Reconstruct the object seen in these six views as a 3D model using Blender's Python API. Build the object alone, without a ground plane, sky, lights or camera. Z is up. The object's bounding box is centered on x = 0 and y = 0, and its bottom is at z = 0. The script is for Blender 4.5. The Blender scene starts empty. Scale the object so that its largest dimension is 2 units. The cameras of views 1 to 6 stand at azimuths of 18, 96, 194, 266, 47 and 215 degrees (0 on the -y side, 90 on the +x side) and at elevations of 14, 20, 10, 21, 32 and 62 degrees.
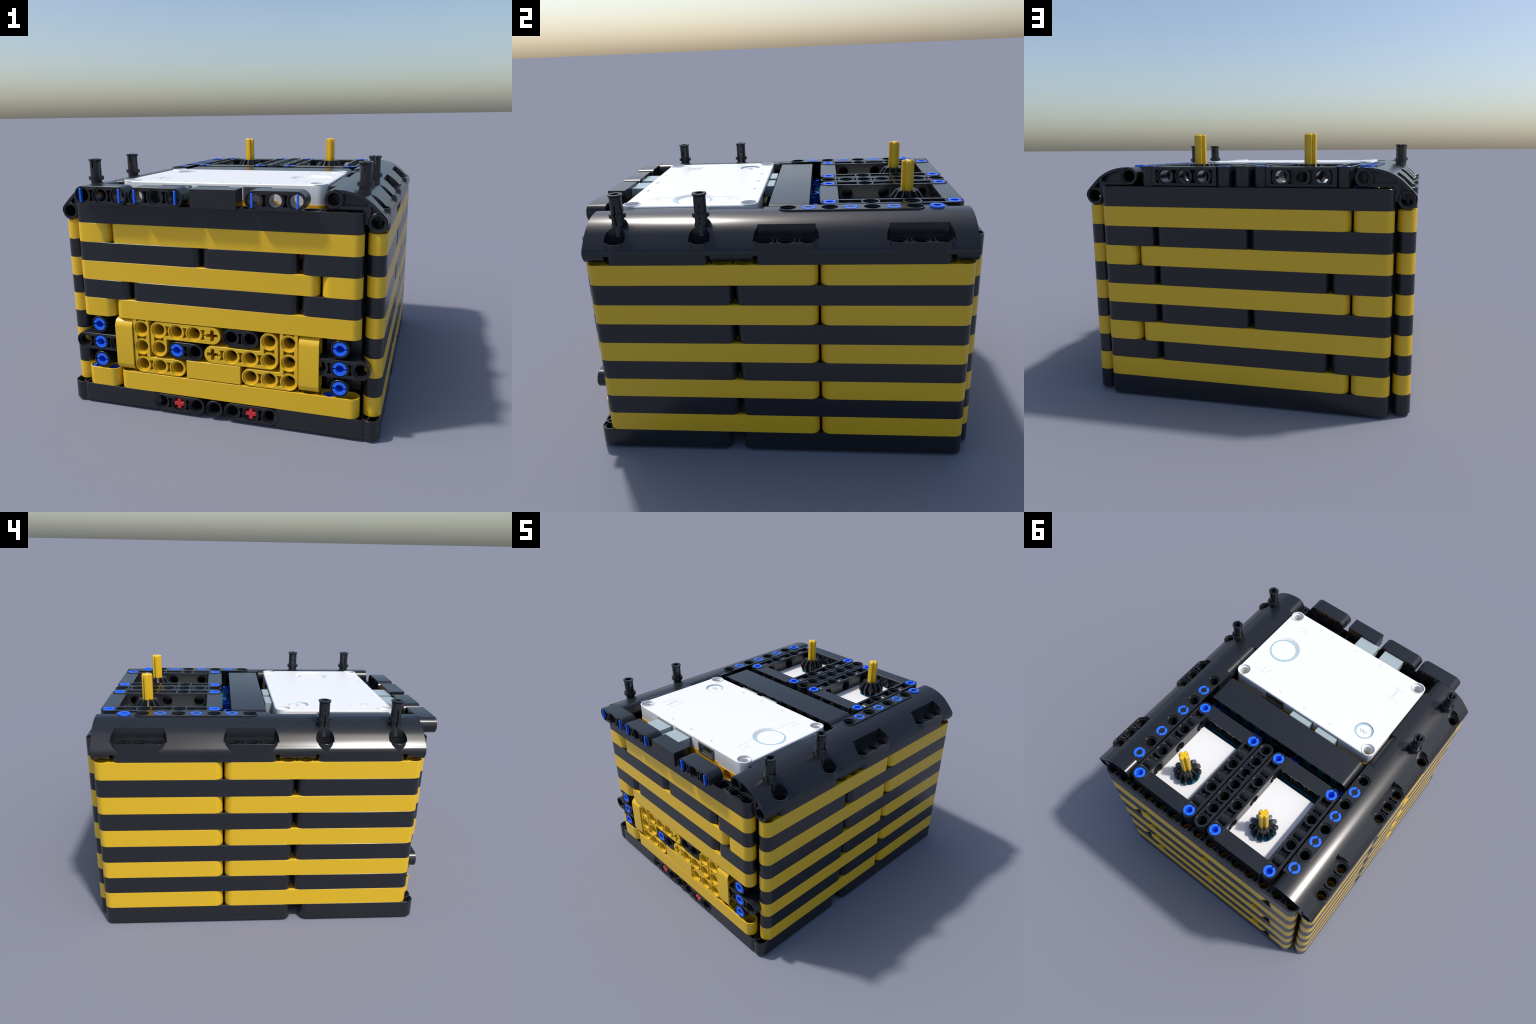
import bpy, bmesh, math
from math import sin, cos, pi, sqrt
from mathutils import Matrix, Vector
from mathutils.geometry import tessellate_polygon

# ---------------------------------------------------------------- lattice
U = 0.1025                       # one stud pitch
Y0, Z0 = 0.9539, 0.0125          # row 0 (back wall) and bottom of course 0
def PX(i): return U * i
def PY(j): return Y0 - U * j     # j counts from the back wall to the front
UZ = 0.1033                      # courses stack a hair higher than the pitch
def PZ(k): return Z0 + UZ * k     # k counts courses upwards
def P(i, j, k): return Vector((PX(i), PY(j), PZ(k)))

scene_coll = bpy.context.scene.collection

# ---------------------------------------------------------------- materials
def plastic(name, col, rough=0.3, grain=0.04, coat=0.0, spec=0.5):
    m = bpy.data.materials.new(name); m.use_nodes = True
    nt = m.node_tree; b = nt.nodes["Principled BSDF"]
    tc = nt.nodes.new("ShaderNodeTexCoord")
    no = nt.nodes.new("ShaderNodeTexNoise"); no.inputs["Scale"].default_value = 60
    no.inputs["Detail"].default_value = 3
    nt.links.new(tc.outputs["Object"], no.inputs["Vector"])
    mix = nt.nodes.new("ShaderNodeMix"); mix.data_type = 'RGBA'
    mix.inputs["A"].default_value = (*[c * (1 - grain) for c in col], 1)
    mix.inputs["B"].default_value = (*[min(1, c * (1 + grain)) for c in col], 1)
    nt.links.new(no.outputs["Fac"], mix.inputs["Factor"])
    nt.links.new(mix.outputs["Result"], b.inputs["Base Color"])
    b.inputs["Roughness"].default_value = rough
    b.inputs["Specular IOR Level"].default_value = spec
    b.inputs["Coat Weight"].default_value = coat
    b.inputs["Coat Roughness"].default_value = 0.1
    return m

M_BLACK  = plastic("black_plastic",  (0.0145, 0.0160, 0.0190), 0.25)
M_YELLOW = plastic("yellow_plastic", (0.755, 0.465, 0.015), 0.34, 0.02)
M_BLUE   = plastic("blue_plastic",   (0.016, 0.15, 0.92), 0.3)
M_RED    = plastic("red_plastic",    (0.58, 0.03, 0.035), 0.3)
M_WHITE  = plastic("white_plastic",  (0.80, 0.80, 0.795), 0.35, 0.01)
M_ORANGE = plastic("warm_yellow_plastic", (0.80, 0.42, 0.01), 0.35, 0.02)
M_AZURE  = plastic("azure_plastic",  (0.015, 0.20, 0.32), 0.3)
M_GREY   = plastic("grey_plastic",   (0.11, 0.115, 0.12), 0.35)
M_PALE   = plastic("pale_grey_plastic", (0.35, 0.425, 0.435), 0.18)
M_LINE   = plastic("relief_shade_white", (0.725, 0.73, 0.735), 0.4, 0.01)  # raised white marks tinted grey: shading of the relief put into the colour
M_RING   = plastic("pale_blue_light_ring", (0.36, 0.54, 0.60), 0.35)
M_GOLD   = plastic("gold_contacts",  (0.72, 0.48, 0.14), 0.3)
M_GOLD.node_tree.nodes["Principled BSDF"].inputs["Metallic"].default_value = 1.0

# ---------------------------------------------------------------- mesh building
class Builder:
    """Collects faces in (a, b, c) units of U; c is the depth axis of the piece."""
    def __init__(self): self.v = []; self.f = []
    def add(self, pts):
        n = len(self.v); self.v += [tuple(p) for p in pts]; return n
    def cap(self, outer, holes, c):
        loops = [outer] + list(holes)
        pts = [Vector((x, y, 0)) for l in loops for x, y in l]
        tris = tessellate_polygon([[Vector((x, y, 0)) for x, y in l] for l in loops])
        n = self.add([(p.x, p.y, c) for p in pts])
        self.f += [(n + a, n + b, n + d) for a, b, d in tris]
    def strip(self, A, ca, B, cb):
        n = self.add([(x, y, ca) for x, y in A]); m = self.add([(x, y, cb) for x, y in B])
        k = len(A)
        for i in range(k):
            j = (i + 1) % k
            self.f.append((n + i, n + j, m + j, m + i))
    def wall(self, L, c0, c1): self.strip(L, c0, L, c1)
    def prism(self, outer, holes, c0, c1, ch=0.0, inset=None):
        """extruded plate; inset(outer) gives the chamfered cap outline"""
        o2 = inset if inset else outer
        self.cap(o2, holes, c0); self.cap(o2, holes, c1)
        if inset:
            self.strip(o2, c0, outer, c0 + ch); self.wall(outer, c0 + ch, c1 - ch); self.strip(outer, c1 - ch, o2, c1)
        else:
            self.wall(outer, c0, c1)
        for h in holes: self.wall(h, c0, c1)
    def box(self, a0, a1, b0, b1, c0, c1, ch=0.02):
        o = [(a0, b0), (a1, b0), (a1, b1), (a0, b1)]
        i = [(a0 + ch, b0 + ch), (a1 - ch, b0 + ch), (a1 - ch, b1 - ch), (a0 + ch, b1 - ch)]
        self.prism(o, [], c0, c1, ch, i)
    def tube(self, r, ri, c0, c1, ctr=(0, 0), n=32, cb=0.0, cbd=0.1, solid=False):
        """round boss with hole and optional counterbore of radius cb"""
        O = circle(r, n, ctr); O2 = circle(r - 0.02, n, ctr); I = circle(ri, n, ctr)
        if solid:
            self.prism(O, [], c0, c1, 0.02, O2); return
        H = circle(cb, n, ctr) if cb else I
        self.cap(O2, [H], c0); self.cap(O2, [H], c1)
        self.strip(O2, c0, O, c0 + .02); self.wall(O, c0 + .02, c1 - .02); self.strip(O, c1 - .02, O2, c1)
        if cb:
            self.wall(H, c0, c0 + cbd); self.strip(H, c0 + cbd, I, c0 + cbd)
            self.wall(H, c1, c1 - cbd); self.strip(H, c1 - cbd, I, c1 - cbd)
            self.wall(I, c0 + cbd, c1 - cbd)
        else:
            self.wall(I, c0, c1)
    def lathe(self, prof, n=32, ctr=(0, 0)):
        """closed profile of (radius, c) spun round the c axis"""
        prev = None
        for r, c in prof:
            cur = (circle(max(r, 1e-4), n, ctr), c)
            if prev: self.strip(prev[0], prev[1], cur[0], cur[1])
            prev = cur
    def mesh(self, name, smooth=35, M=None):
        me = bpy.data.meshes.new(name)
        vs = [Vector(p) * U for p in self.v]
        if M: vs = [M @ p for p in vs]
        me.from_pydata(vs, [], self.f)
        bm = bmesh.new(); bm.from_mesh(me)
        bmesh.ops.remove_doubles(bm, verts=bm.verts, dist=2e-5)
        bmesh.ops.dissolve_degenerate(bm, edges=bm.edges, dist=1e-6)
        bmesh.ops.recalc_face_normals(bm, faces=bm.faces)
        bm.to_mesh(me); bm.free()
        finish(me, smooth)
        return me

def finish(me, smooth=35):
    for p in me.polygons: p.use_smooth = True
    me.set_sharp_from_angle(angle=math.radians(smooth))

def circle(r, n=28, ctr=(0, 0), a0=0.0):
    return [(ctr[0] + r * cos(a0 + 2 * pi * t / n), ctr[1] + r * sin(a0 + 2 * pi * t / n)) for t in range(n)]

def offset_path(path, r, n=10):
    """outline of a beam: the path thickened by r, round at the ends and on the outside of bends"""
    pts = [Vector(p) for p in path]; out = []
    def side(seq):
        for t in range(len(seq) - 1):
            d = (seq[t + 1] - seq[t]).normalized(); nrm = Vector((d.y, -d.x))
            if t == 0: out.append(seq[0] + nrm * r)
            if t + 1 < len(seq) - 1:
                d2 = (seq[t + 2] - seq[t + 1]).normalized(); n2 = Vector((d2.y, -d2.x))
                cr = d.x * d2.y - d.y * d2.x
                if cr > 0:                       # outer side of the bend: arc
                    a0 = math.atan2(nrm.y, nrm.x); a1 = math.atan2(n2.y, n2.x)
                    while a1 < a0: a1 += 2 * pi
                    for q in range(n + 1):
                        a = a0 + (a1 - a0) * q / n
                        out.append(seq[t + 1] + Vector((cos(a), sin(a))) * r)
                else:
                    out.append(seq[t + 1] + (nrm + n2) * r)
            else:                                # end cap
                a0 = math.atan2(nrm.y, nrm.x)
                for q in range(2 * n + 1):
                    a = a0 + pi * q / (2 * n)
                    out.append(seq[-1] + Vector((cos(a), sin(a))) * r)
    if len(pts) == 1:
        return circle(r, 4 * n, path[0])
    side(pts); 
    last = out[-1]
    side(pts[::-1])
    res = []
    for p in out:
        if not res or (Vector(res[-1]) - p).length > 1e-5: res.append((p.x, p.y))
    if (Vector(res[0]) - Vector(res[-1])).length < 1e-5: res.pop()
    return res

def cross_outline(L=0.3, w=0.1, ctr=(0, 0), rnd=True):
    """axle / axle hole section: a plus with arms slightly rounded at the tips"""
    q = []
    for t in range(4):
        ca, sa = cos(t * pi / 2), sin(t * pi / 2)
        arm = [(w, -w), (L * 0.93, -w), (L, -w * 0.45), (L, w * 0.45), (L * 0.93, w)] if rnd else [(w, -w), (L, -w), (L, w)]
        q += [(ctr[0] + x * ca - y * sa, ctr[1] + x * sa + y * ca) for x, y in arm]
    return q

R_BEAM, R_HOLE, R_CB = 0.45, 0.30, 0.395

def bowtie(p, q, h=0.27, link=None):
    """recess between two neighbouring holes p and q"""
    p, q = Vector(p), Vector(q); d = (q - p).normalized(); n = Vector((-d.y, d.x)); m = (p + q) / 2
    out = []
    N = 6
    for t in range(N + 1):
        b = -h + 2 * h * t / N
        out.append(m + d * (0.5 - sqrt(R_BEAM ** 2 - b * b)) + n * b)
    for t in range(N + 1):
        b = h - 2 * h * t / N
        out.append(m - d * (0.5 - sqrt(R_BEAM ** 2 - b * b)) + n * b)
    return [(v.x, v.y) for v in out]

def beam_mesh(name, path, kinds=None, outline=None, inset=None, th=1.0, cache={}):
    """Studless beam: path = lattice points of its bends; holes at every lattice point.
    kinds: dict point->'o' round hole, '+' axle hole, '.' none"""
    key = (tuple(path), tuple(sorted((kinds or {}).items())), bool(outline), th, name)
    if key in cache: return cache[key]
    pts = [Vector(path[0])]
    for a, b in zip(path[:-1], path[1:]):
        a, b = Vector(a), Vector(b); n = round((b - a).length)
        pts += [a + (b - a) * t / n for t in range(1, n + 1)]
    ch = 0.008
    O = outline or offset_path(path, R_BEAM); Oi = inset or offset_path(path, R_BEAM - ch)
    B = Builder(); h = th / 2
    holes_face, pockets = [], []
    for p in pts:
        kd = (kinds or {}).get((p.x, p.y), 'o')
        if kd == 'o':
            F = circle(R_CB, 28, p); I = circle(R_HOLE, 28, p); holes_face.append(F)
            for s in (-1, 1):
                B.wall(F, s * h, s * (h - 0.1)); B.strip(F, s * (h - 0.1), I, s * (h - 0.1))
            B.wall(I, -(h - .1), h - .1)
        elif kd == '+':
            F = cross_outline(0.31, 0.1, p); holes_face.append(F); B.wall(F, -h, h)
    for a, b in zip(pts[:-1], pts[1:]):
        ka = (kinds or {}).get((a.x, a.y), 'o'); kb = (kinds or {}).get((b.x, b.y), 'o')
        if '.' in (ka, kb): continue
        w = bowtie(a, b); pockets.append(w)
        for s in (-1, 1):
            B.wall(w, s * h, s * 0.12 * th); B.cap(w, [], s * 0.12 * th)
        if '+' in (ka, kb):          # slot linking the axle hole with the recess
            d = (b - a) if ka == '+' else (a - b); o = a if ka == '+' else b
            n = Vector((-d.y, d.x))
            sl = [o + d * x + n * y for x, y in ((.325, -.035), (.44, -.035), (.44, .035), (.325, .035))]
            sl = [(v.x, v.y) for v in sl]; pockets.append(sl)
            for s in (-1, 1):
                B.wall(sl, s * h, s * 0.2); B.cap(sl, [], s * 0.2)
    for s in (-1, 1):
        B.cap(Oi, holes_face + pockets, s * h)
        B.strip(Oi, s * h, O, s * (h - ch))
    B.wall(O, -(h - ch), h - ch)
    me = B.mesh(name); cache[key] = me
    return me

# ---------------------------------------------------------------- objects
root = bpy.data.objects.new("toy_brick_machine", None)
scene_coll.objects.link(root)
root["label"] = "yellow and black striped toy brick box with white control hub"
root["category"] = "construction toy"
root.empty_display_size = 0.2

WORLD = {}
def place(name, me, mat, loc=(0, 0, 0), rot=None, parent=root):
    if mat and not me.materials: me.materials.append(mat)
    if mat and me.materials[0] != mat:
        me = me.copy(); me.materials[0] = mat
    ob = bpy.data.objects.new(name, me); scene_coll.objects.link(ob)
    ob.parent = parent
    M = Matrix.Translation(Vector(loc)) @ Matrix.Diagonal((1, 1, UZ / U, 1))
    if rot is not None: M = M @ rot.to_4x4()
    ob.matrix_basis = (WORLD[parent.name].inverted() @ M) if parent.name in WORLD else M
    WORLD[ob.name] = M
    return ob

I3 = Matrix.Identity(3)
ALONG_Y = Matrix.Rotation(-pi / 2, 3, 'Z')                    # a -> -y  (j direction), c = z
HOLE_Y = Matrix(((1, 0, 0), (0, 0, -1), (0, 1, 0)))           # a -> x, b -> z, c -> -y
HOLE_X_V = Matrix(((0, 0, 1), (0, -1, 0), (1, 0, 0)))  # a -> z, b -> -y, c -> x
Y_OF = {'y': M_YELLOW, 'b': M_BLACK}
N_OF = {'y': "yellow_beam", 'b': "black_beam"}

def flat_beam(col, n, axis, i, j, k, **kw):
    """beam lying flat (holes vertical), first hole at (i, j), course k"""
    me = beam_mesh(N_OF[col] + "_%d" % n, [(0, 0), (n - 1, 0)])
    return place(N_OF[col], me, Y_OF[col], P(i, j, k + .5), I3 if axis == 'x' else ALONG_Y, **kw)

def run_x(j, k, spec):
    i = -7
    for col, n in spec:
        flat_beam(col, n, 'x', i, j, k); i += n

# side walls
for s in (-8, 8):
    for k in range(0, 10):
        if k % 2:
            flat_beam('y', 7, 'y', s, .5, k); flat_beam('y', 11, 'y', s, 7.5, k)
        elif k:
            flat_beam('b', 11, 'y', s, .5, k); flat_beam('b', 7, 'y', s, 11.5, k)
        else:
            flat_beam('b', 11, 'y', s, .5, k); flat_beam('b', 7, 'y', s, 12, k)
# back wall, listed from -x to +x
for k, spec in {10: 'b15', 9: 'y2 y13', 8: 'b7 b5 b3', 7: 'y13 y2', 6: 'b3 b9 b3', 5: 'y2 y13', 4: 'b7 b5 b3',
                3: 'y13 y2', 2: 'b3 b9 b3', 1: 'y2 y13', 0: 'b15'}.items():
    run_x(0, k, [(w[0], int(w[1:])) for w in spec.split()])
# front wall
for k, spec in {10: 'b15', 9: 'y2 y13', 8: 'b7 b5 b3', 7: 'y13 y2', 6: 'b3 b9 b3', 5: 'y2 y13', 1: 'y2 y13'}.items():
    run_x(18, k, [(w[0], int(w[1:])) for w in spec.split()])
flat_beam('b', 5, 'x', -7.5, 18, 0); flat_beam('b', 5, 'x', 3.5, 18, 0)

# ---------------------------------------------------------------- pins, axles
def pin_head_mesh():
    """end of a split friction pin set in a hole: ring with two slits and a dark bore"""
    B = Builder()
    ro, ri, g = 0.345, 0.20, 0.045
    for s in (0, pi):
        n = 14; lo = []
        a0o = math.asin(g / ro); a0i = math.asin(g / ri)
        for t in range(n + 1):
            a = s + a0o + (pi - 2 * a0o) * t / n; lo.append((ro * cos(a), ro * sin(a)))
        for t in range(n + 1):
            a = s + pi - a0i - (pi - 2 * a0i) * t / n; lo.append((ri * cos(a), ri * sin(a)))
        B.prism(lo, [], -0.62, 0.0)
    B.tube(0.385, 0.2, -0.50, -0.22)
    B.prism(circle(0.33, 28), [], -0.7, -0.6)
    return B.mesh("pin_end")
PIN_END = pin_head_mesh()

def pin_at(i, j, k, rot, mat=M_BLUE, parent=root, turn=0.0):
    return place("pin", PIN_END, mat, P(i, j, k), rot @ Matrix.Rotation(turn, 3, 'Z'), parent)

def axle_mesh(L, ch=0.06):
    B = Builder()
    O = cross_outline(0.31, 0.12); i = cross_outline(0.255, 0.085)
    B.prism(O, [], 0, L, ch, i)
    return B.mesh("axle", 30)

# ---------------------------------------------------------------- front decoration panel (holes face the viewer)
FJ = 17.93                                    # centre row: faces sit a hair behind the wall
def face_beam(name, col, pts, kinds=None, j=FJ, parent=root):
    o = pts[0]
    rel = [(p[0] - o[0], p[1] - o[1]) for p in pts]
    kk = {(float(p[0] - o[0]), float(p[1] - o[1])): v for p, v in (kinds or {}).items()}
    me = beam_mesh(name, rel, kk)
    return place(name, me, Y_OF[col], P(o[0], j, o[1]), HOLE_Y, parent)

face_beam("angle_beam", 'y', [(-2, 2.5), (-4, 2.5), (-4, 5.5)])
face_beam("angle_beam", 'y', [(2, 2.5), (4, 2.5), (4, 5.5)])
face_beam("angle_beam", 'y', [(0, 4.5), (-3, 4.5), (-3, 3.5)], {(0, 4.5): '+'})
face_beam("angle_beam", 'y', [(0, 3.5), (3, 3.5), (3, 4.5)], {(0, 3.5): '+'})
face_beam("black_beam", 'b', [(-2, 3.5), (-1, 3.5)])
face_beam("black_beam", 'b', [(1, 4.5), (2, 4.5)])
pin_at(-2, FJ + .49, 3.5, HOLE_Y)
B = Builder(); B.box(-1.47, 1.47, -.48, .48, -.5, .5, .012)
place("yellow_block", B.mesh("yellow_block"), M_YELLOW, P(0, 17.94, 2.53), HOLE_Y)
for s in (-1, 1):
    me = beam_mesh("upright_beam", [(0, 0), (2, 0)])
    place("yellow_beam", me, M_YELLOW, P(5 * s, 18.05, 2.5), HOLE_X_V)
    face_beam("black_beam", 'b', [(6.5 * s - 1, 3.5), (6.5 * s + 1, 3.5)])
    for k in (2.5, 4.5):
        B = Builder(); B.tube(R_BEAM, R_HOLE, -1.0, .5, cb=R_CB)
        place("pin_bush", B.mesh("pin_bush"), M_BLACK, P(6.5 * s, FJ, k), HOLE_Y)
    for k in (2.5, 3.5, 4.5): pin_at(6.5 * s, FJ + .49, k, HOLE_Y)
    for i in ((-6, -7) if s < 0 else (6,)):
        pin_at(i, 18, 1.92, I3)
# bottom row
face_beam("black_beam", 'b', [(-3, .5), (-1, .5)], j=17.98)
face_beam("black_beam", 'b', [(1, .5), (3, .5)], j=17.98)
B = Builder(); B.tube(R_BEAM, R_HOLE, -.5, .5, cb=R_CB)
place("pin_bush", B.mesh("pin_bush"), M_BLACK, P(0, 17.98, .5), HOLE_Y)
AX_RED = axle_mesh(1.0)
for i in (-2, 2): place("axle", AX_RED, M_RED, P(i, 17.44, .5), HOLE_Y)

# top rail on the front: three-hole beams, blue plates in their holes, a plain block
B = Builder(); B.box(-.042, .042, -.33, .33, -.15, .03, .01); BAR = B.mesh("pin_blade")
for i0 in (-6.5, -3.5, 2.5):
    ob = face_beam("black_beam", 'b', [(i0, 11.5), (i0 + 2, 11.5)], j=18.5)
    place("pin_blade", BAR, M_BLUE, P(i0 - .1, 19.03, 11.5), HOLE_Y, ob)
    place("pin_blade", BAR, M_BLUE, P(i0 + 2.06, 19.03, 11.5), HOLE_Y, ob)
B = Builder(); B.box(-1.155, 1.155, -.45, .45, -.5, .5, .008)
place("black_block", B.mesh("black_block"), M_BLACK, P(.475, 18.5, 11.5), HOLE_Y)

# ---------------------------------------------------------------- cross bar between hub and frames
me = beam_mesh("cross_bar", [(-5, 0), (5, 0)], th=2.0)
place("cross_bar", me, M_BLACK, P(0, 8.5, 11.5), HOLE_Y)

# ---------------------------------------------------------------- booleans
def cut(me, cutters, op='DIFFERENCE'):
    ob = bpy.data.objects.new("tmp", me); scene_coll.objects.link(ob); tmp = []
    for c in cutters:
        co = bpy.data.objects.new("tmpc", c); scene_coll.objects.link(co); tmp.append(co)
        m = ob.modifiers.new("b", 'BOOLEAN'); m.operation = op; m.object = co; m.solver = 'EXACT'
    bpy.context.view_layer.update()
    dg = bpy.context.evaluated_depsgraph_get()
    out = bpy.data.meshes.new_from_object(ob.evaluated_get(dg))
    out.name = me.name
    for o in tmp + [ob]: bpy.data.objects.remove(o)
    finish(out)
    return out

# ---------------------------------------------------------------- lift frames 5 x 7 (two) and the beam between
def frame_side_mesh():
    """long side: 4 vertical holes, 3 cross tubes seen in open pockets"""
    L = 6; ch = .008; h = .5
    O = offset_path([(0, 0), (L, 0)], R_BEAM); Oi = offset_path([(0, 0), (L, 0)], R_BEAM - ch)
    B = Builder(); holes = []
    for a in (0, 2, 4, 6):
        F = circle(R_CB, 28, (a, 0)); I = circle(R_HOLE, 28, (a, 0)); holes.append(F)
        for s in (-1, 1):
            B.wall(F, s * h, s * (h - .1)); B.strip(F, s * (h - .1), I, s * (h - .1))
        B.wall(I, -.4, .4)
    for a in (1, 3, 5):
        w = 0.29; N = 6; lo = []
        for t in range(N + 1):
            b = -w + 2 * w * t / N; lo.append((a + 1 - sqrt(.46 ** 2 - b * b), b))
        for t in range(N + 1):
            b = w - 2 * w * t / N; lo.append((a - 1 + sqrt(.46 ** 2 - b * b), b))
        holes.append(lo)
        for s in (-1, 1): B.wall(lo, s * h, s * .05); B.cap(lo, [], s * .05)
    for s in (-1, 1):
        B.cap(Oi, holes, s * h); B.strip(Oi, s * h, O, s * (h - ch))
    B.wall(O, -(h - ch), h - ch)
    base = B.mesh("frame_side")
    Rx = Matrix(((1, 0, 0), (0, 0, 1), (0, -1, 0)))        # cylinder axis along b
    add = []
    for a in (1, 3, 5):
        C = Builder(); C.prism(circle(.40, 28), [], -.4, .4)
        add.append(C.mesh("t", M=Matrix.Translation(Vector((a * U, 0, 0))) @ Rx.to_4x4()))
    base = cut(base, add, 'UNION')
    sub = []
    for a in (1, 3, 5):
        C = Builder(); C.prism(circle(.30, 24), [], -.6, .6)
        sub.append(C.mesh("t", M=Matrix.Translation(Vector((a * U, 0, 0))) @ Rx.to_4x4()))
        for s in (-1, 1):
            C = Builder(); C.prism(circle(.385, 28), [], -.1, .1)
            sub.append(C.mesh("t", M=Matrix.Translation(Vector((a * U, s * .45 * U, 0))) @ Rx.to_4x4()))
    return cut(base, sub)
FRAME_SIDE = frame_side_mesh()

def frame_end_mesh():
    o = [(-1.72, -.47), (1.72, -.47), (1.72, .47), (-1.72, .47)]
    c = .015
    i = [(-1.72, -.47 + c), (1.72, -.47 + c), (1.72, .47 - c), (-1.72, .47 - c)]
    B = Builder(); h = .47; holes = []
    for a in (-1, 0, 1):
        F = circle(R_CB, 28, (a, 0)); I = circle(R_HOLE, 28, (a, 0)); holes.append(F)
        for s in (-1, 1):
            B.wall(F, s * h, s * (h - .1)); B.strip(F, s * (h - .1), I, s * (h - .1))
        B.wall(I, -(h - .1), h - .1)
    pk = [bowtie((-1, 0), (0, 0), .33), bowtie((0, 0), (1, 0), .33)]
    for s in (-1, 1):                               # half recess beside the outer holes
        q = []
        for t in range(7):
            b = -.33 + .66 * t / 6; q.append((s * (1 + sqrt(R_BEAM ** 2 - b * b)), b))
        q += [(s * 1.5, .33), (s * 1.5, -.33)]
        pk.append(q)
    for w in pk:
        for s in (-1, 1): B.wall(w, s * h, s * .1); B.cap(w, [], s * .1)
    for s in (-1, 1):
        B.cap(i, holes + pk, s * h); B.strip(i, s * h, o, s * (h - c))
    B.wall(o, -(h - c), h - c)
    return B.mesh("frame_end")
FRAME_END = frame_end_mesh()
for s in (-1, 1):
    fr = place("lift_frame", FRAME_SIDE, M_BLACK, P(s * 5, .5, 11.5), ALONG_Y)
    place("frame_bar", FRAME_SIDE, M_BLACK, P(s * 1, .5, 11.5), ALONG_Y, fr)
    for j in (.5, 6.5):
        place("frame_bar", FRAME_END, M_BLACK, P(s * 3, j, 11.5), HOLE_Y, fr)
        for i in (1, 5): pin_at(s * i, j, 12.005, I3, parent=fr, turn=pi / 2)
flat_beam('b', 7, 'y', 0, .5, 11)

# ---------------------------------------------------------------- gears, axles, motors
def gear_mesh():
    n = 12; B = Builder()
    def ring(rr, ro, dw, c):
        lo = []
        for t in range(n):
            a = 2 * pi * t / n; p = 2 * pi / n
            for rad, off in ((rr, -.5), (rr, -.30 - dw), (ro, -.13), (ro, .13), (rr, .30 + dw)):
                lo.append((rad * cos(a + off * p), rad * sin(a + off * p)))
        return lo, c
    lv = [ring(.42, .60, 0, -.5), ring(.46, .85, 0, -.16), ring(.47, .87, 0, 0), ring(.46, .85, 0, .16), ring(.42, .60, 0, .5)]
    B.cap(lv[0][0], [], -.5)
    for a, b in zip(lv[:-1], lv[1:]): B.strip(a[0], a[1], b[0], b[1])
    g = [circle(.40, 28), circle(.37, 28)]
    B.cap(lv[-1][0], [g[0]], .5); B.wall(g[0], .5, .44); B.strip(g[0], .44, g[1], .44); B.wall(g[1], .44, .5); B.cap(g[1], [], .5)
    return B.mesh("bevel_gear", 25)
GEAR = gear_mesh(); AXLE = axle_mesh(2.6)
for s in (-1, 1):
    B = Builder(); B.box(-1.6, 1.6, -2.55, 2.30, -1.0, 0, .03)
    mo = place("motor", B.mesh("motor_cover"), M_WHITE, P(s * 3, 3.2, 11.14), ALONG_Y @ Matrix.Rotation(pi / 2, 3, 'Z'))
    B = Builder(); B.box(-1.85, 1.85, -3.0, 3.1, -3.2, 0, .05)
    place("motor_body", B.mesh("motor_body"), M_AZURE, P(s * 3, 3.7, 9.95), I3, mo)
    B = Builder(); B.tube(.76, .1, 0, .11, solid=True)
    place("output_disc", B.mesh("output_disc"), M_AZURE, P(s * 3, 2.5, 11.06), I3, mo)
    place("bevel_gear", GEAR, M_BLACK, P(s * 3, 2.5, 11.56), Matrix.Rotation(.1, 3, 'Z'))
    place("axle", AXLE, M_YELLOW, P(s * 3, 2.5, 10.98), Matrix.Rotation(.08 * s, 3, 'Z'))

# ---------------------------------------------------------------- curved side panels
ARC = [(6.0, 11.95), (6.42, 11.93), (6.85, 11.845), (7.25, 11.70), (7.65, 11.465), (8.0, 11.15), (8.26, 10.88), (8.42, 10.68), (8.456, 10.47)]
def smooth_arc(pts, n=5):
    out = []; q = [pts[0]] + pts + [pts[-1]]
    for a, b, c, d in zip(q[:-3], q[1:-2], q[2:-1], q[3:]):
        for t in range(n):
            u = t / n
            out.append(tuple(.5 * (2 * b[m] + (c[m] - a[m]) * u + (2 * a[m] - 5 * b[m] + 4 * c[m] - d[m]) * u * u + (3 * b[m] - a[m] - 3 * c[m] + d[m]) * u ** 3) for m in (0, 1)))
    return out + [pts[-1]]
SKIN = smooth_arc(ARC)

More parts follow.
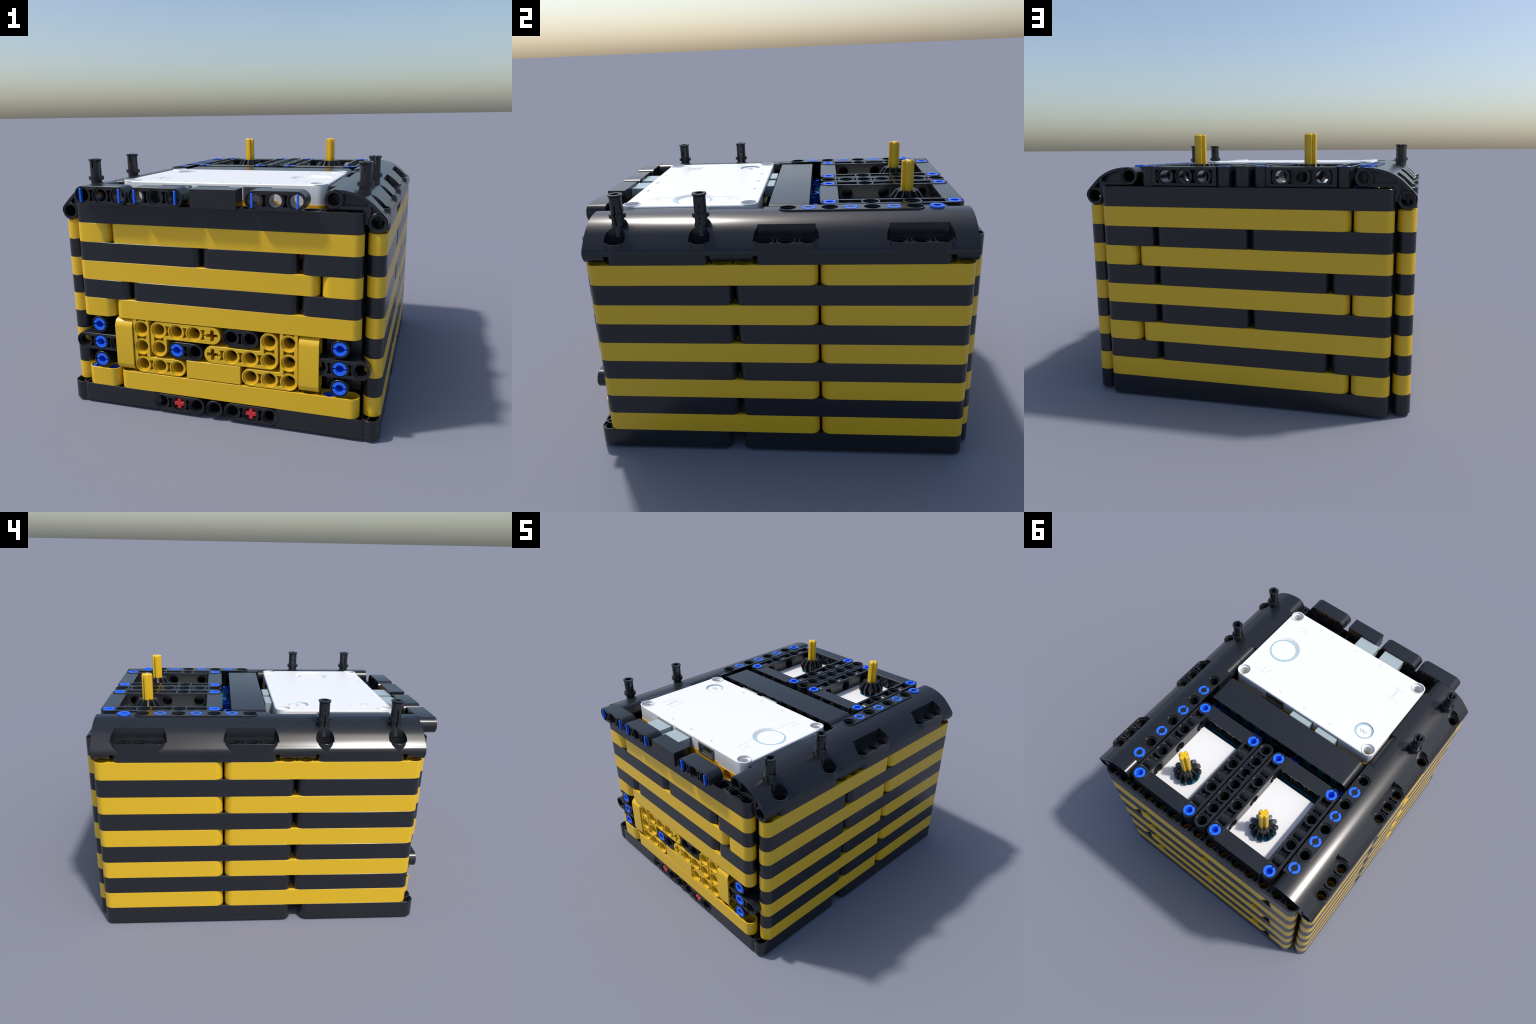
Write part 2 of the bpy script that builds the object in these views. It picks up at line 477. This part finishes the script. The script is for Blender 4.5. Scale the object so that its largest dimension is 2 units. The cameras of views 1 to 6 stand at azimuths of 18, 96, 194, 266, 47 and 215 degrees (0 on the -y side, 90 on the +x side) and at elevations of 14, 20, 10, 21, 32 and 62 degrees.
def panel(s, j0, j1, slots, pockets, flats):
    """one curved panel on side s (+1/-1) from row j0 to j1"""
    L = j1 - j0; jc = (j0 + j1) / 2
    out = SKIN + [(8.42, 10.42), (7.34, 10.42), (7.34, 11.07), (6.0, 11.07)]
    pr = [(s * i, k) for i, k in out]
    hole1 = [(s * i, k) for i, k in [(6.42, 11.21), (7.53, 11.21), (7.53, 11.40), (7.25, 11.57), (6.85, 11.72), (6.42, 11.80)]]
    hole2 = [(s * i, k) for i, k in [(7.68, 11.26), (7.68, 10.80), (7.97, 10.95)]]
    # local: a = i - 7, b = k - 11, c = along -y from centre
    T = lambda pts: [(a - 7 * s, b - 11) for a, b in pts]
    e = .28
    B = Builder(); h = L / 2
    pr, hole1, hole2 = T(pr), T(hole1), T(hole2)
    for q in (-1, 1):
        B.cap(pr, [hole1, hole2], q * h)
        for hl in (hole1, hole2):
            B.wall(hl, q * h, q * (h - e)); B.cap(hl, [], q * (h - e))
    B.wall(pr, -h, h)
    body = B.mesh("curved_panel")
    RM = HOLE_Y.to_4x4()
    cs = []
    inv = HOLE_Y.inverted().to_4x4()
    for a0, a1 in slots + [(p, p) for p in pockets]:
        C = Builder()
        if a1 > a0:
            b0, b1 = a0 - jc, a1 - jc
            lo = [(s * x, y) for x, y in ((-.58, b0 - .34), (-.42, b0 - .34), (-.25, b0 - .43), (-.1, b0 - .48), (.1, b0 - .5), (.8, b0 - .5),
                  (.8, b1 + .5), (.1, b1 + .5), (-.1, b1 + .48), (-.25, b1 + .43), (-.42, b1 + .34), (-.58, b1 + .34))]
        else:
            lo = circle(.5, 32, (0, a0 - jc))
        C.prism([(x + s, -y) for x, y in lo], [], 0.0, 1.6)     # (x, y, z) frame about (7s, jc, 11)
        cs.append(C.mesh("t", M=inv))
    inv_t = lambda C: C.mesh("t", M=inv)
    # room for the lower edge beam, bores of the end bosses, vertical holes of the top row
    C = Builder(); C.prism([(x + s, -y) for x, y in offset_path([(0, j0 + 1.5 - jc), (0, j1 - 1.5 - jc)], .452)], [], -1.5, -.52); cs.append(inv_t(C))
    for a0, a1 in slots + [(p, p) for p in pockets]:
        C = Builder(); C.prism([(x + s, -y) for x, y in offset_path([(0, a0 - jc), (0, a1 - jc)] if a1 > a0 else [(0, a0 - jc)], .44)], [], -.6, .1); cs.append(inv_t(C))
    for j in range(int(j0), int(j1)):
        if j0 + 2 <= j < j1 - 2 and j1 - j0 > 8:
            C = Builder(); C.prism(circle(.39, 28, (-s, -(j + .5 - jc))), [], -1.5, 1.5); cs.append(inv_t(C))
    for c in (j0 + .5, j1 - .5):
        for di, dk in ((s, -.5), (-s, .5)):
            C = Builder(); C.prism(circle(.40, 28, (di, dk)), [], -.56, .56)
            cs.append(C.mesh("t", M=Matrix.Translation(Vector((0, 0, (c - jc) * U)))))
    body = cut(body, cs)
    ob = place("curved_panel", body, M_BLACK, P(7 * s, jc, 11), HOLE_Y)
    # end bosses
    for c in (j0, j1 - 1):
        B = Builder(); B.tube(R_BEAM, .3, -.5, .5, cb=.335, cbd=.08)
        place("panel_boss", B.mesh("panel_boss"), M_BLACK, P(8 * s, c + .5, 10.5), HOLE_Y, ob)
    for c0, c1 in [(j0, flats[0]), (flats[1], j1)]:
        B = Builder(); B.tube(R_BEAM, .3, -(c1 - c0) / 2, (c1 - c0) / 2, cb=.335, cbd=.08)
        place("panel_boss", B.mesh("panel_boss"), M_BLACK, P(6 * s, (c0 + c1) / 2, 11.5), HOLE_Y, ob)
    a, b = flats
    B = Builder(); B.box(-.25, .25, -.44, .438, -(b - a) / 2, (b - a) / 2, .02)
    edge = B.mesh("panel_edge")
    if L > 8:
        cs = []
        for t in range(1, 8):
            C = Builder(); C.prism(circle(.39, 28, (.2 * s, -(j0 + 1.5 + t - (a + b) / 2))), [], -1, 1); cs.append(inv_t(C))
        edge = cut(edge, cs)
    place("panel_edge", edge, M_BLACK, P(5.80 * s, (a + b) / 2, 11.5), HOLE_Y, ob)
    # lower edge beam with vertical holes
    n = round(L) - 2
    lower = {(float(t), 0.): '.' for t in range(n) if not any(a0 <= j0 + 1.5 + t <= a1 for a0, a1 in slots + [(p, p) for p in pockets])}
    me = beam_mesh("panel_beam", [(0, 0), (n - 1, 0)], lower, th=.48)
    place("panel_beam", me, M_BLACK, P(8 * s, j0 + 1.5, 10.24), ALONG_Y, ob)
    for a0, a1 in slots:
        me = beam_mesh("panel_socket", [(0, 0), (a1 - a0, 0)], th=.52)
        place("panel_socket", me, M_BLACK, P(8 * s, a0, 10.74), ALONG_Y, ob)
    for p in pockets:
        B = Builder(); B.tube(R_BEAM, R_HOLE, -.26, .26, cb=R_CB)
        place("panel_socket", B.mesh("panel_socket"), M_BLACK, P(8 * s, p, 10.74), I3, ob)
    return ob

B = Builder()
B.lathe([(1e-4, -1), (.22, -1), (.325, -1), (.325, -.93), (.295, -.88), (.295, -.1), (.40, -.1), (.40, .1), (.295, .1), (.295, .86),
         (.345, .93), (.345, 1.0), (.21, 1.0), (.21, .3), (1e-4, .3)], 28)
pin_me = B.mesh("pin")
sl = []
for (a0, a1), (b0, b1), (c0, c1) in [((-.5, .5), (-.035, .035), (.55, 1.2)), ((-.035, .035), (-.5, .5), (-.45, .5))]:
    C = Builder(); C.box(a0, a1, b0, b1, c0, c1, .001); sl.append(C.mesh("t"))
PIN = cut(pin_me, sl)

strip_me = beam_mesh("strip_beam", [(0, 0), (6, 0)], {(1., 0.): '.', (3., 0.): '.', (5., 0.): '.'})
B = Builder(); B.tube(.40, .2, -.5, 0, solid=True); PLUG = B.mesh("hole_plug")
B = Builder(); B.lathe([(.62, -.32), (.50, -.2), (.40, -.12), (.34, -.04), (.30, .0), (.28, -.3)], 28); CONE = B.mesh("pin_collar", 60)
for s in (-1, 1):
    rear = panel(s, 0, 11, [(1.5, 3.5), (7.5, 9.5)], [], (1.0, 9.7))
    front = panel(s, 11, 18, [], [12.5, 16.5], (12.4, 16.6))
    # strip with pins on the rear panel
    place("strip_beam", strip_me, M_BLACK, P(6 * s, 2.5, 11.5), ALONG_Y, rear)
    for j in (3.5, 5.5, 7.5):
        ring = place("pin", PIN_END, M_BLUE, P(6 * s, j, 12.012), I3 @ Matrix.Rotation(pi / 2, 3, 'Z'), rear)
    place("pin", PIN_END, M_BLUE, P(6 * s, 1.5, 12.03), Matrix.Rotation(pi / 2, 3, 'Z'), rear)
    place("hole_plug", PLUG, M_BLACK, P(6 * s, 1.5, 11.945), I3, rear)
    for j in (12.5, 16.5):
        place("pin", PIN, M_BLACK, P(7.22 * s, j, 12.09), Matrix.Rotation(pi / 2, 3, 'Z'), front)

# ---------------------------------------------------------------- control hub
def rrect(hx, hy, r, n=8, ctr=(0, 0)):
    o = []
    for cx, cy, a0 in ((hx - r, hy - r, 0), (-hx + r, hy - r, pi / 2), (-hx + r, -hy + r, pi), (hx - r, -hy + r, 3 * pi / 2)):
        o += [(ctr[0] + cx + r * cos(a0 + pi / 2 * t / n), ctr[1] + cy + r * sin(a0 + pi / 2 * t / n)) for t in range(n + 1)]
    return o
B = Builder()
cr = [(sx * 5, sy * 3) for sx in (-1, 1) for sy in (-1, 1)]
big, small = (4.0, 0.0), (-4.0, 2.0)
tops = [circle(.40, 32, c) for c in cr] + [circle(1.12, 48, big), circle(.62, 40, small)]
O = rrect(5.45, 3.45, .45); Oi = rrect(5.41, 3.41, .41)
B.cap(Oi, tops, 0); B.strip(Oi, 0, O, -.04); B.wall(O, -.04, -.95); B.cap(O, [circle(.3, 32, c) for c in cr], -.95)
for c in cr:
    F, I = circle(.40, 32, c), circle(.3, 32, c)
    B.wall(F, 0, -.12); B.strip(F, -.12, I, -.12); B.wall(I, -.12, -.95)
for T, d in ((tops[4], .3), (tops[5], .2)):
    B.wall(T, 0, -d); B.cap(T, [], -d)
hub_me = B.mesh("hub_case")
ports = []
for j in (-3.45, 3.45):
    C = Builder(); C.box(2.05 - .6, 2.05 + .6, j - .5, j + .5, -.78, -.22, .002); ports.append(C.mesh("t"))
hub_me = cut(hub_me, ports)
hub = place("control_hub", hub_me, M_WHITE, P(0, 13.5, 12.0))
def hubpart(name, b, mat, smooth=35): return place(name, b.mesh(name, smooth), mat, P(0, 13.5, 12.0), I3, hub)
B = Builder(); B.prism(rrect(5.45, 3.48, .42), [circle(.3, 28, c) for c in cr], -3.6, -.955)
base_me = B.mesh("hub_base"); cs = []
for i in (-4, 4):
    for r, d in ((.30, 5.0), (.38, .12)):
        for e in ((0,) if r == .30 else (-3.48, 3.48)):
            C = Builder(); C.prism(circle(r, 28, (i, -1.36)), [], -d, d); cs.append(C.mesh("t", M=Matrix.Translation(Vector((0, e * U, 0))) @ HOLE_Y.to_4x4()))
base_me = cut(base_me, cs)
place("hub_base", base_me, M_ORANGE, P(0, 13.5, 12.0), I3, hub)
for q in (-1, 1):
    B = Builder(); B.prism([(-3.25, -1.3), (3.25, -1.3), (3.22, -.96), (3.02, -.79), (-3.02, -.79), (-3.22, -.96)], [], -.1, .025)
    place("hub_base_lip", B.mesh("hub_base_lip"), M_ORANGE, P(0, 13.5 + 3.45 * q, 12.0), HOLE_Y if q > 0 else Matrix.Rotation(pi, 3, 'Z') @ HOLE_Y, hub)
B = Builder(); B.lathe([(1.14, -.29), (1.118, .0), (1.10, -.005), (.965, -.11), (.965, -.28)], 56, ctr=big); hubpart("button_dish", B, M_WHITE, 20)
for c, r, z in ((big, .975, -.10), (small, .62, -.08)):
    B = Builder(); B.tube(r - .01, r - .115, z - .06, z + .008, ctr=c, n=56); hubpart("light_ring", B, M_RING)
    B = Builder(); e = .012
    B.lathe([(1e-4, z + e), (r - .2, z + e), (r - .13, z + e * .8), (r - .12, z - .06), (r - .12, z - .11)], 56, ctr=c); hubpart("button", B, M_WHITE)
# raised collars round the corner holes
for c in cr:
    B = Builder(); B.tube(.455, .395, -.02, .045, ctr=c, n=36); hubpart("hole_collar", B, M_WHITE)
# arrow button outlines beside the big button
def ridge(pts, w=.016, z=.006):
    B = Builder(); z0 = min(-.01, z - .03)
    for a, b in zip(pts[:-1], pts[1:]):
        B.prism(offset_path([a, b], w, 3), [], z0, z)
    return B
arcs = []
for sg in (-1, 1):
    pts = [(3.58, sg * 1.0), (3.58, sg * 1.95)]
    pts += [(4.0 - .42 * cos(t * pi / 10), sg * (1.95 + .42 * sin(t * pi / 10))) for t in range(0, 8)]
    hubpart("button_outline", ridge(pts), M_LINE)
    hubpart("button_arrow", ridge([(3.85, sg * 1.75), (4.0, sg * 2.05), (4.15, sg * 1.75)], .02), M_LINE)
# mark on the small button
hubpart("button_mark", ridge([(-3.85, 1.85), (-4.12, 2.13), (-4.25, 2.0), (-3.75, 2.0), (-3.88, 2.13), (-4.15, 1.85)], .022, -.05), M_LINE)
# maker's square and port letters, raised in the case
hubpart("mark_frame", ridge([(-4.48, -1.2), (-3.54, -1.2), (-3.54, -2.14), (-4.48, -2.14), (-4.48, -1.2)], .014, .008), M_LINE)
def letters(txt, size, at, rot=0.0, italic=0.0, mat=M_LINE):
    cu = bpy.data.curves.new("lettering", 'FONT'); cu.body = txt; cu.size = size * U
    cu.align_x = 'CENTER'; cu.align_y = 'CENTER'; cu.extrude = .012 * U; cu.shear = italic
    t = bpy.data.objects.new("t", cu); scene_coll.objects.link(t)
    bpy.context.view_layer.update()
    me = bpy.data.meshes.new_from_object(t.evaluated_get(bpy.context.evaluated_depsgraph_get()))
    bpy.data.objects.remove(t); me.materials.clear()
    place("lettering", me, mat, P(0, 13.5, 12.0) + Vector((at[0] * U, at[1] * U, .004 * U)), Matrix.Rotation(rot, 3, 'Z'), hub)
letters("LEGO", .36, (-4.0, -1.67), pi / 2, .2)
for t, i in zip("ACE", (-2, 0, 2)): letters(t, .34, (i, -3.03), pi / 2, 0)
for t, i in zip("BDF", (-2, 0, 2)): letters(t, .34, (i, 2.95), pi / 2, 0)
# ports and plugs
for q, j in ((1, -3.45), (-1, 3.45)):
    for i in (2.05, -.25, -2.25):
        wi = .72 if i > 0 else .80
        B = Builder()
        rim = [(i - wi, -.14), (i + wi, -.14), (i + wi, -.86), (i - wi, -.86)]
        inn = [(i - .6, -.22), (i + .6, -.22), (i + .6, -.78), (i - .6, -.78)]
        B.prism(rim, [inn], -.03, .06)
        place("port_rim", B.mesh("port_rim"), M_GREY, P(0, 13.5, 12) + Vector((0, j * U, 0)), HOLE_Y, hub)
    B = Builder(); B.box(2.05 - .58, 2.05 + .58, -.77, -.60, -.4, -.03, .002)
    place("port_floor", B.mesh("port_floor"), M_GREY, P(0, 13.5, 12) + Vector((0, j * U * (1 if q > 0 else .93), 0)), HOLE_Y, hub)
    B = Builder()
    for t in range(6):
        x = 2.05 - .42 + t * .168; B.box(x - .04, x + .04, -.60, -.57, -.38, -.05, .002)
    ob = place("port_contacts", B.mesh("port_contacts"), M_GOLD, P(0, 13.5, 12) + Vector((0, j * U * (1 if q > 0 else .93), 0)), HOLE_Y, hub)
    ob["kind"] = "stuff"
    for i in (-.25, -2.25):
        B = Builder(); L = 1.06 if q > 0 else .45
        B.box(i - .75, i + .75, -.82, -.2, -.1, L, .03) if q > 0 else B.box(i - .75, i + .75, -.82, -.2, -L, .1, .03)
        place("cable_plug", B.mesh("cable_plug"), M_PALE, P(0, 13.5, 12) + Vector((0, j * U, 0)), HOLE_Y, hub)

# ---------------------------------------------------------------- inside and underside, mostly unseen and added by guess
for i in (-6, -3, 0, 3, 6):
    flat_beam('b', 15, 'y', i, 2, 0)
for j in (4, 14):
    flat_beam('b', 13, 'x', -6, j, 1)
for s in (-1, 1):
    for j in (4, 14):
        B = Builder(); B.tube(.3, .2, -.205, .3, solid=False)
        place("foot_pin", B.mesh("foot_pin"), M_BLACK, P(6 * s, j, .08))
for s in (-1, 1):
    for j in (7.4,):
        for i in (5, 1.5): pin_at(i * s, j, 10.9, I3)
for k in (9,):
    for j in (7.6, 9.2): flat_beam('b', 15, 'x', -7, j, k)

for s in (-1, 1):
    for j in (3.0, 15.2):
        B = Builder(); B.box(-.5, .45, -.48, .48, 0, 6.5)  # added dark filler that blocks the view through the corner seam
        place("corner_filler", B.mesh("corner_filler"), M_BLACK, P(7.05 * s, j, 2.6), I3 if s > 0 else Matrix.Rotation(pi, 3, 'Z'))
    B = Builder(); B.box(-.85, .85, -.25, .25, -1.45, 1.45, .02)  # added block that closes the gaps behind the black front beams
    place("backing_block", B.mesh("backing_block"), M_BLACK, P(6.55 * s, 17.15, 3.5))
    B = Builder(); B.box(-1.75, 1.75, -.6, .6, -1, 0, .03)
    place("motor_end", B.mesh("motor_end"), M_AZURE, P(3.2 * s, 6.75, 10.5))
# added dark plates inside, no real part, closing the view through the seams
def seam_blocker(a, b):
    lo, hi = P(*a), P(*b)
    B = Builder(); d = [(hi[t] - lo[t]) / U / 2 for t in range(3)]
    d = [abs(x) for x in d]
    B.box(-d[0], d[0], -d[1], d[1], -d[2], d[2], .01)
    me = B.mesh("seam_blocker")
    place("seam_blocker", me, M_BLACK, (lo + hi) / 2)
seam_blocker((-6.4, 1.9, .6), (6.4, 2.0, 7.5))
seam_blocker((-6.4, 16.3, .6), (6.4, 16.4, 8.3))
for s in (-1, 1):
    seam_blocker((6.5 * s, 1.5, .6), (6.6 * s, 16.5, 10.4))
